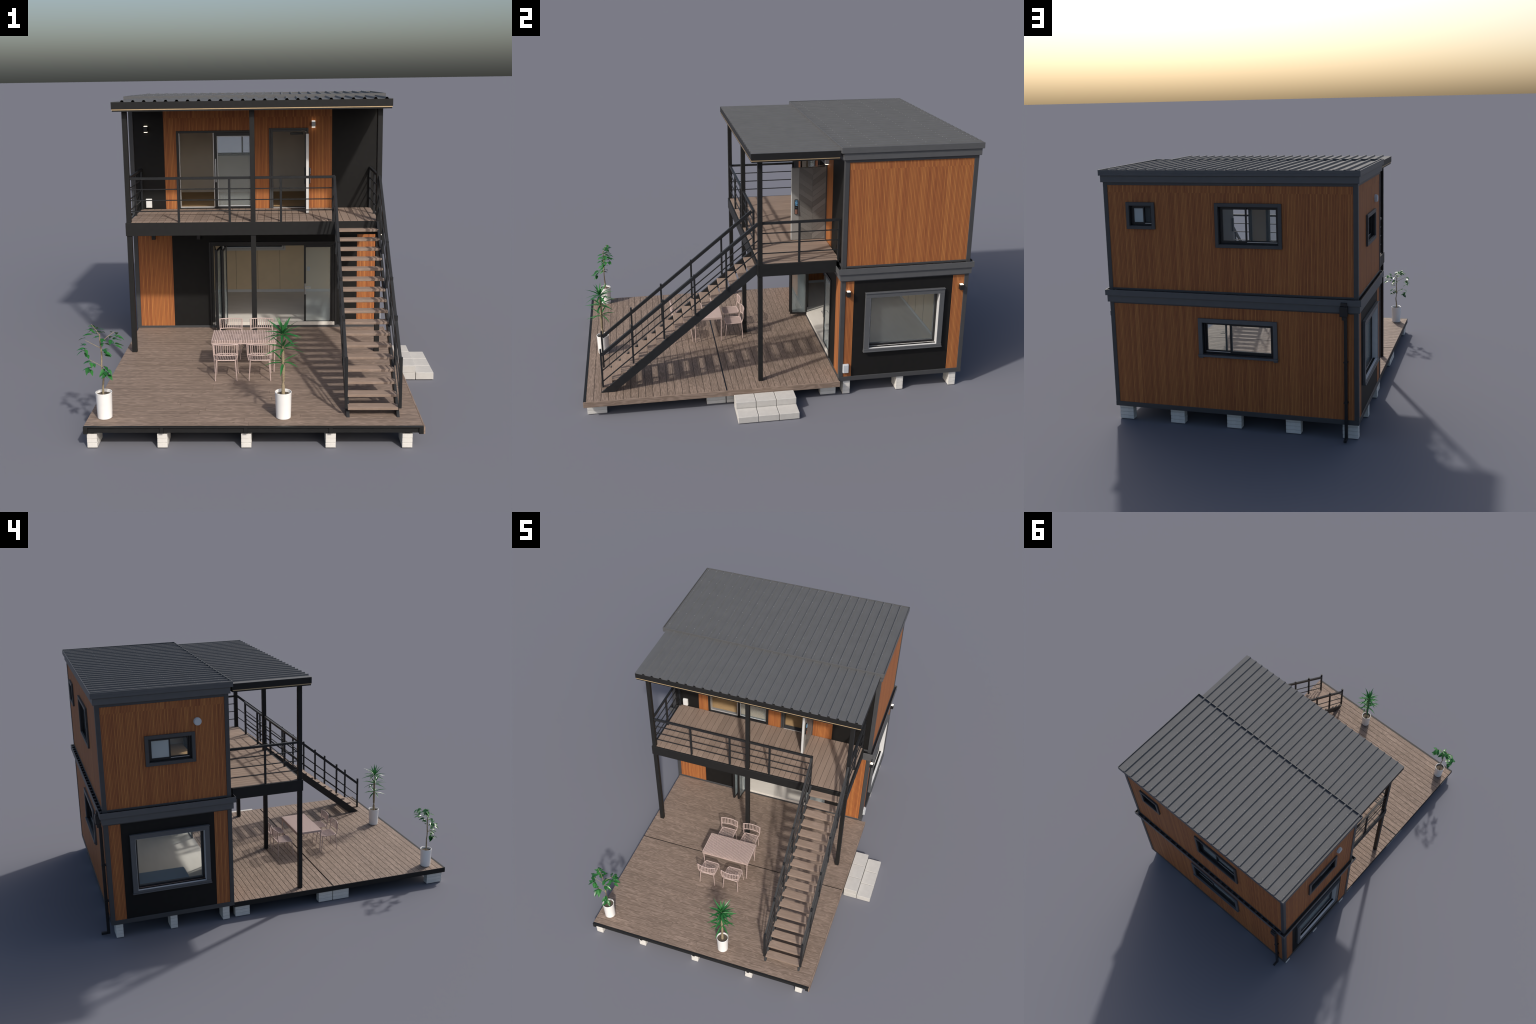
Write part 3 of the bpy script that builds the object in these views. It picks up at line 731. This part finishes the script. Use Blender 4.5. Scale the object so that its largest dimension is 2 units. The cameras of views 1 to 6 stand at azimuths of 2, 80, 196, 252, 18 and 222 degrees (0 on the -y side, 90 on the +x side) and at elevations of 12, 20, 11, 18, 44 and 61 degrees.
for x in (-0.4180, -0.0947, 0.2281, 0.5198, -0.690): g.box(x - 0.008, x + 0.008, -0.986, 0.2765, 0.0590, 0.0795)
part("deck_frame", g, "steel", house)
part("deck_core", Geo().box(DX + .0105, DXR - .0005, -0.9865, 0.2765, 0.0797, 0.0876), "sash", house)
part("deck_side_board", Geo().box(DXR + 0.0003, 0.5838, -1.0000, 0.2915, 0.0620, DECK, 0.0008), "edgew", house)
def deck_row(y0, y1, n):
    w = (y1 - y0) / n
    for i in range(n):
        a, b2 = y0 + i * w + 0.0009, y0 + (i + 1) * w - 0.0009
        cut = rng.choice((-0.36, -0.26, -0.17, -0.08, 0.02, 0.12)) + rng.uniform(-0.03, 0.03)
        for x0, x1 in ((DX + 0.0008, cut - 0.0002), (cut + 0.0002, DXR)):
            part("deck_board", Geo().box(x0, x1, a, b2, 0.0878, DECK, 0.0006), "deck", house)
deck_row(-0.9868, -0.2935, 19); deck_row(-0.2880, 0.2888, 19)

# ------------------------------------------------------------------ balcony
BX0, BX1, BY0, BY1 = -0.6865, 0.5140, -0.1240, 0.2715
g = Geo(); bw = 0.012
g.box(BX0, BX1, BY0, BY0 + bw, 0.6680, 0.7300, 0.0008)
g.box(BX0, BX0 + bw, BY0 + bw, BY1, 0.6680, 0.7300, 0.0008); g.box(BX1 - bw, BX1, BY0 + bw, BY1, 0.6680, 0.7300, 0.0008)
g.box(BX0 + bw, BX1 - bw, BY0 + bw, BY1, 0.7030, 0.7265)
for x in (-0.39, -0.086, 0.21): g.box(x - .006, x + .006, BY0 + bw, BY1, 0.672, 0.7030)
bal = part("balcony_frame", g, "steel", house)
nb = 35; w = (BX1 - BX0 - 2 * bw + 0.004) / nb
for i in range(nb):
    x0 = BX0 + bw - 0.002 + i * w
    part("balcony_board", Geo().box(x0 + 0.0008, x0 + w - 0.0008, BY0 + 0.0100, 0.2895, 0.7267, FLOOR2 + 0.0003, 0.0005), "balc", house)

PX = (-0.6710, -0.0857, 0.4998); PY = -0.1090; ph = 0.0112
g = Geo()
for x in PX:
    g.box(x - ph - .0006, x + ph + .0006, PY - ph, PY + ph, DECK + 0.0002, 0.6682, 0.0010)
    g.box(x - ph, x + ph, PY - ph, PY + ph, 0.7190, 1.2475, 0.0010)
part("support_post", g, "steel", house)

RT = (0.9312, 0.9428); RZ = (0.8860, 0.8345, 0.7830)
def flat_rail(g, p, q, z0, z1, w):
    (x0, y0), (x1, y1) = p, q
    if abs(x1 - x0) > abs(y1 - y0): g.box(x0, x1, y0 - w / 2, y0 + w / 2, z0, z1, 0.0006)
    else: g.box(x0 - w / 2, x0 + w / 2, y0, y1, z0, z1, 0.0006)
ends = (((PX[0] + ph, PY), (PX[1] - ph, PY)), ((PX[1] + ph, PY), (0.2960, PY)), ((PX[0], PY + ph), (PX[0], 0.2880)), ((PX[2], PY + ph), (PX[2], 0.2880)))
g = Geo()
for p, q in ends: flat_rail(g, p, q, RT[0], RT[1], 0.0115)
hr = part("balcony_handrail", g, "stair", house)
g = Geo()
for p, q in ends:
    for z in RZ: flat_rail(g, p, q, z - 0.0024, z + 0.0024, 0.0048)
part("balcony_rail", g, "stair", house)
for x, y in ((-0.4350, PY), (-0.1955, PY), (0.0447, PY), (0.2895, PY), (PX[0], 0.0845), (PX[2], 0.0850), (PX[0], 0.2825), (PX[2], 0.2825)):
    hw = 0.0064 if abs(x - 0.2895) < .001 else 0.0052
    part("baluster", Geo().box(x - hw, x + hw, y - 0.0052, y + 0.0052, 0.7195, RT[0] + 0.0005 if hw < .006 else 0.9450, 0.0006), "stair", house)

# ------------------------------------------------------------------ staircase
SL = 0.808; NT = 17; TY, TZ, TDY, TDZ = -0.9035, 0.1187, 0.04613, 0.03553
def stringer(x0, x1):
    """sloping plate with a level foot on the deck and a plumb cut at the balcony"""
    top = lambda y: DECK + 0.0015 + (y + 0.9120) * SL
    ye = BY0 - 0.0003; vt = 0.0530; yb = -0.9120 + vt / SL
    pr = [(-0.9120, DECK + 0.0003), (yb, DECK + 0.0003), (ye, top(ye) - vt), (ye, top(ye)), (-0.9120, DECK + 0.0015)]
    n = len(pr)
    return Geo().add([(x0, *p) for p in pr] + [(x1, *p) for p in pr], [tuple(range(n))[::-1], tuple(range(n, 2 * n))] + [(i, (i + 1) % n, n + (i + 1) % n, n + i) for i in range(n)])
part("stair_stringer", stringer(0.2936, 0.3060), "stair", house); part("stair_stringer", stringer(0.4890, 0.4998), "stair", house)
tread = Geo().box(0.2996, 0.4948, 0, 0.0462, 0, 0.0108, 0.0009).mesh("stair_tread", "tread")
for k in range(NT):
    put("stair_tread", tread, house, (0, TY + k * TDY, TZ + k * TDZ))
TOP = lambda y: 0.3335 + (y + 0.9020) * 0.7665
SY = [-0.9020 + 0.1567 * k for k in range(5)]
for xc in (0.2924, 0.5014):
    for y in SY:
        part("stair_baluster", Geo().box(xc - 0.0059, xc + 0.0059, y - 0.0045, y + 0.0045, TOP(y) - 0.2075, TOP(y) + 0.0010, 0.0006), "stair", house)
    y0, y1 = SY[0] + 0.004, -0.1190
    line = lambda y, z: z + (y + 0.5845) * 0.8150            # rails run parallel to the stringers, steeper than the baluster tops
    g = Geo().beam((xc, y0, line(y0, 0.5575)), (xc, y1, line(y1, 0.5575)), 0.0115, 0.0150)
    part("stair_handrail", g, "stair", house)
    g = Geo()
    for z in (0.4735, 0.4150): g.beam((xc, y0, line(y0, z)), (xc, y1, line(y1, z)), 0.0046, 0.0050)
    part("stair_rail", g, "stair", house)

# ------------------------------------------------------------------ loose concrete steps at the right edge of the deck
steps = thing("concrete_block_steps", "two tier pale concrete block garden steps", "steps", (0.668, -0.105, 0))
def paver(x0, x1, y0, y1, z0, z1):
    o = part("concrete_block", Geo().box(x0 - 0.668, x1 - 0.668, y0 + 0.105, y1 + 0.105, z0, z1, 0.0014), "paver", steps); return o
for k in range(3):
    y0 = -0.2570 + k * 0.1021; y1 = y0 + 0.0995
    paver(0.5862, 0.6660, y0, y1, 0.0, 0.0338); paver(0.5862, 0.6660, y0, y1, 0.0343, 0.0682)
    paver(0.6685, 0.7505, y0, y1, 0.0, 0.0338)

# ------------------------------------------------------------------ table
TBX, TBY = -0.1253, -0.3270
table = thing("slatted_dining_table", "pale pink outdoor table with slatted top", "table", (TBX, TBY, DECK))
tw, td, th = 0.1455, 0.0780, 0.1515
nsl = 38; pitch = 2 * tw / nsl
slat = Geo()
slat.box(-0.0026, 0.0026, -td + 0.004, td - 0.004, th - 0.0045, th, 0.0006)
slat.box(-0.0026, 0.0026, -td, -td + 0.004, th - 0.0130, th - 0.0004, 0.0006); slat.box(-0.0026, 0.0026, td - 0.004, td, th - 0.0130, th - 0.0004, 0.0006)
slat_me = slat.mesh("table_slat", "pink")
for i in range(nsl): put("table_slat", slat_me, table, (-tw + pitch * (i + .5), 0, 0))
g = Geo()
for y in (-td + 0.002, td - 0.002): g.beam((-tw, y, th - 0.0155), (tw, y, th - 0.0155), 0.0050, 0.0050)
for x in (-tw + .003, tw - .003): g.box(x - .003, x + .003, -td, td, th - 0.0130, th - 0.0002, 0.0006)
part("table_apron", g, "pink", table)
g = Geo()
for sx in (-1, 1):
    for sy in (-1, 1): g.tube([(sx * 0.1330, sy * 0.0715, 0.0002), (sx * 0.1385, sy * 0.0745, th - 0.013)], [0.0026, 0.0033], 10)
part("table_leg", g, "pink", table, 40)

# ------------------------------------------------------------------ chairs (front of the chair looks along local +y)
def build_chair_meshes():
    seatz = 0.0945; m = {}
    hw, y0, y1 = 0.0470, -0.0465, 0.0450                    # seat half width, back edge, front edge
    g = Geo()                                               # seat rim
    rim = [(-hw + .010, y0, seatz), (hw - .010, y0, seatz), (hw - .002, y0 + .010, seatz), (hw, y1 - .012, seatz), (hw - .010, y1, seatz), (-hw + .010, y1, seatz), (-hw, y1 - .012, seatz), (-hw + .002, y0 + .010, seatz)]
    g.tube(rim + rim[:1], 0.0024, 8, False); m["seat_rim"] = g
    g = Geo()
    for i in range(12):
        x = -hw + .006 + i * (2 * hw - .012) / 11; g.tube([(x, y0 + .001, seatz), (x * 0.98, 0, seatz - .0025), (x * 0.96, y1 - .001, seatz)], 0.0017, 6)
    m["seat_rod"] = g
    arc = lambda t, z, w: (w * t, -0.0500 - 0.0105 * (1 - t * t) - (z - seatz) * 0.03, z)
    g = Geo(); W = 0.0545; zt = 0.1690
    g.tube([arc(t / 8, zt, W) for t in range(-8, 9)], 0.0024, 8); m["back_top_rail"] = g
    g = Geo(); g.tube([arc(t / 8, 0.1215, W - .003) for t in range(-8, 9)], 0.0022, 8); m["back_lower_rail"] = g
    g = Geo()
    for sx in (-1, 1): g.tube([arc(sx, zt, W), arc(sx, 0.1215, W - .002), (sx * (hw + .001), y0 + .004, seatz - .001)], 0.0024, 8)
    m["back_stile"] = g
    g = Geo()
    for i in range(11):
        t = -0.9 + i * 0.18; g.tube([arc(t, 0.1215, W - .003), arc(t, zt, W)], 0.0017, 6)
    m["back_rod"] = g
    g = Geo()
    for sx in (-1, 1):
        g.tube([(sx * 0.0475, -0.0500, 0.0002), (sx * 0.0410, y0 + .002, seatz)], [0.0021, 0.0027], 8)
        g.tube([(sx * 0.0475, 0.0500, 0.0002), (sx * 0.0425, y1 - .005, seatz)], [0.0021, 0.0027], 8)
    m["chair_leg"] = g
    return {k: v.mesh(k, "pink", 50) for k, v in m.items()}
chair_parts = build_chair_meshes()
for cx, cy, rz in ((-0.2005, -0.4650, 0.0), (-0.0530, -0.4640, 0.0), (-0.1990, -0.1800, math.pi), (-0.0525, -0.1800, math.pi)):
    ch = thing("wire_rod_chair", "pale pink outdoor chair made of slim rods", "chair", (cx, cy, DECK)); ch.rotation_euler = (0, 0, rz)
    for k, me in chair_parts.items(): put(k, me, ch, kind="stuff" if k.endswith("rod") else None)

# ------------------------------------------------------------------ potted plants
def pot(parent):
    g = Geo().lathe(0, 0, [(0.0, 0.0004), (0.0270, 0.0004), (0.0290, 0.0026), (0.0322, 0.1040), (0.0326, 0.1058), (0.0318, 0.1066), (0.0302, 0.1060), (0.0290, 0.0900), (0.0, 0.0900)], 48)
    part("plant_pot", g, "pot", parent, 35)
    g = Geo(); seg, r_ = 32, 7; o = len(g.v); pts = [(0, 0, 0.0955)]
    for i in range(1, r_ + 1):
        for k in range(seg):
            a = 2 * math.pi * k / seg; r = 0.0300 * i / r_
            pts.append((r * math.cos(a), r * math.sin(a), 0.0950 + rng.uniform(-.0007, .0007)))
    fs = [(0, 1 + k, 1 + (k + 1) % seg) for k in range(seg)]
    for i in range(r_ - 1):
        for k in range(seg):
            k2 = (k + 1) % seg; fs.append((1 + i * seg + k, 1 + (i + 1) * seg + k, 1 + (i + 1) * seg + k2, 1 + i * seg + k2))
    g.add(pts, fs); part("potting_soil", g, "soil", parent, 60)

def leaf_mesh(name, L, W, fold, droop, mat, tip=2.0, seg=9, petiole=0.004):
    """leaf blade along +x, folded at the midrib and arching down"""
    g = Geo(); rows = []
    for i in range(seg + 1):
        t = i / seg
        half = W / 2 * max(0.02, (math.sin(math.pi * min(1, t ** 0.72)) ** 0.85) * (1 - 0.25 * t ** tip))
        x = petiole + L * t; z = -droop * L * t * t
        rows.append([(x, sg * half, z + fold * abs(sg) * half) for sg in (-1, -0.5, 0, 0.5, 1)])
    vs = [p for r in rows for p in r]; n = 5
    fs = [(i * n + j, (i + 1) * n + j, (i + 1) * n + j + 1, i * n + j + 1) for i in range(seg) for j in range(n - 1)]
    g.add(vs, fs); g.tube([(0, 0, 0), (petiole + L * 0.05, 0, -0.0001)], 0.0006, 5)
    return g.mesh(name, mat, 70)

def aim(d, roll):
    d = Vector(d).normalized(); z = Vector((0, 0, 1)); y = z.cross(d)
    if y.length < 0.05: y = Vector((0, 1, 0))
    y.normalize(); zz = d.cross(y)
    return (Matrix((d, y, zz)).transposed() @ Matrix.Rotation(roll, 3, 'X')).to_euler()

# branching plant at the left front corner
P1 = Vector((-0.6520, -0.9065, DECK))
ficus = thing("potted_fig_plant", "small branching green leafy tree in white pot", "plant", P1)
pot(ficus)
loc = lambda p: Vector(p) - P1
trunk = [(-0.6545, -0.9050, 0.1840), (-0.6535, -0.9070, 0.2200), (-0.6490, -0.9085, 0.2550), (-0.6520, -0.9095, 0.2810), (-0.6545, -0.9080, 0.3100), (-0.6520, -0.9070, 0.3480), (-0.6535, -0.9065, 0.3780), (-0.6565, -0.9060, 0.4050), (-0.6555, -0.9070, 0.4340)]
part("plant_stem", Geo().tube([loc(p) for p in trunk], [0.0044, 0.0040, 0.0033, 0.0026, 0.0032, 0.0030, 0.0026, 0.0022, 0.0018], 10), "bark", ficus, 70)
branches = {
    "top": [(-0.6560, -0.9060, 0.4260), (-0.6700, -0.8960, 0.4450), (-0.6930, -0.8800, 0.4650)],
    "left": [(-0.6545, -0.9064, 0.3765), (-0.6850, -0.9080, 0.3940), (-0.7130, -0.9060, 0.4085)],
    "right": [(-0.6540, -0.9062, 0.3990), (-0.6280, -0.8950, 0.4200), (-0.6030, -0.8830, 0.4360)],
    "lowleft": [(-0.6545, -0.9075, 0.3030), (-0.6760, -0.9100, 0.3180), (-0.6980, -0.9130, 0.3310)],
    "low": [(-0.6535, -0.9085, 0.2980), (-0.6430, -0.9260, 0.3090), (-0.6320, -0.9450, 0.3140)],
}
for b_ in branches.values():
    part("plant_branch", Geo().tube([loc(p) for p in b_], [0.0013, 0.0010, 0.0007], 7), "bark", ficus, 70)
fig = [leaf_mesh("fig_leaf", 0.032, 0.0165, 0.22, 0.22, "leaf"), leaf_mesh("fig_leaf", 0.027, 0.0150, 0.16, 0.30, "leaf"), leaf_mesh("fig_leaf", 0.036, 0.0165, 0.26, 0.18, "leaf")]
def leaf_cluster(center, n, spread, az0, azw, down, sag=0.0):
    for i in range(n):
        az = az0 + rng.uniform(-azw, azw); el = -down + rng.uniform(-0.25, 0.22)
        c = Vector(center) + Vector((rng.uniform(-1, 1) * spread[0], rng.uniform(-1, 1) * spread[1], rng.uniform(-1, 1) * spread[2] - sag * i / n))
        d = (math.cos(el) * math.cos(az), math.cos(el) * math.sin(az), math.sin(el))
        c.x = max(c.x, -0.7495 + 0.040 * max(0.0, -d[0]))               # stays inside the object's width
        put("fig_leaf", rng.choice(fig), ficus, loc(c), aim(d, rng.uniform(-0.4, 0.4)))
leaf_cluster((-0.6900, -0.8820, 0.4640), 10, (0.016, 0.014, 0.008), 2.4, 2.9, 0.08, 0.035)
leaf_cluster((-0.7100, -0.9070, 0.4060), 11, (0.011, 0.015, 0.010), 3.6, 1.8, 0.16, 0.060)
leaf_cluster((-0.6060, -0.8840, 0.4360), 13, (0.014, 0.016, 0.008), 0.2, 2.2, 0.14, 0.060)
leaf_cluster((-0.6980, -0.9140, 0.3280), 10, (0.010, 0.013, 0.008), 3.7, 1.8, 0.20, 0.045)
leaf_cluster((-0.6300, -0.9450, 0.3120), 11, (0.014, 0.014, 0.008), -0.7, 1.6, 0.22, 0.035)
leaf_cluster((-0.6430, -0.9030, 0.4040), 6, (0.008, 0.012, 0.014), 0.3, 2.0, 0.08, 0.02)
leaf_cluster((-0.6650, -0.8960, 0.4380), 5, (0.012, 0.010, 0.010), 2.4, 2.4, 0.08, 0.02)
leaf_cluster((-0.6450, -0.9070, 0.3600), 5, (0.004, 0.006, 0.016), 0.1, 0.8, 0.08)

# sword leaved plant at the front centre
P2 = Vector((0.0485, -0.9090, DECK))
drac = thing("potted_dracaena_plant", "tall sword leaved green plant in white pot", "plant", P2)
pot(drac)
g = Geo().tube([(-0.0005, 0, 0.088), (0.0, 0, 0.130), (-0.0010, 0.0005, 0.1385), (-0.0008, 0, 0.1435), (0.0005, 0, 0.150), (0.0008, 0, 0.2140), (0.0005, 0, 0.2200), (-0.0008, 0, 0.2310), (0.0005, 0, 0.2800), (0.0010, 0, 0.3000), (0.0008, 0, 0.3360)],
               [0.0072, 0.0068, 0.0048, 0.0034, 0.0062, 0.0070, 0.0054, 0.0062, 0.0056, 0.0040, 0.0024], 12)
part("plant_stem", g, "bark", drac, 60)
sword = [leaf_mesh("sword_leaf", 0.082, 0.0120, 0.50, 0.20, "blade", 1.0, 10, 0.001), leaf_mesh("sword_leaf", 0.070, 0.0112, 0.50, 0.34, "blade", 1.0, 10, 0.001), leaf_mesh("sword_leaf", 0.066, 0.0110, 0.55, 0.08, "blade", 1.0, 10, 0.001)]
def crown(z, n, lo, hi, ph):
    for i in range(n):
        az = ph + i * 2.399963; t = (i + 0.5) / n
        el = lo + (hi - lo) * t ** 1.3 + rng.uniform(-0.08, 0.08)
        d = (math.cos(el) * math.cos(az), math.cos(el) * math.sin(az), math.sin(el))
        put("sword_leaf", sword[2 if t > 0.8 else rng.randrange(2)], drac, (0.002 * math.cos(az), 0.002 * math.sin(az), z + 0.012 * t), aim(d, rng.uniform(-0.2, 0.2)))
crown(0.3330, 24, -0.05, 1.35, 0.4); crown(0.2770, 13, 0.02, 0.85, 1.3); crown(0.2180, 9, -0.10, 0.80, 2.2)
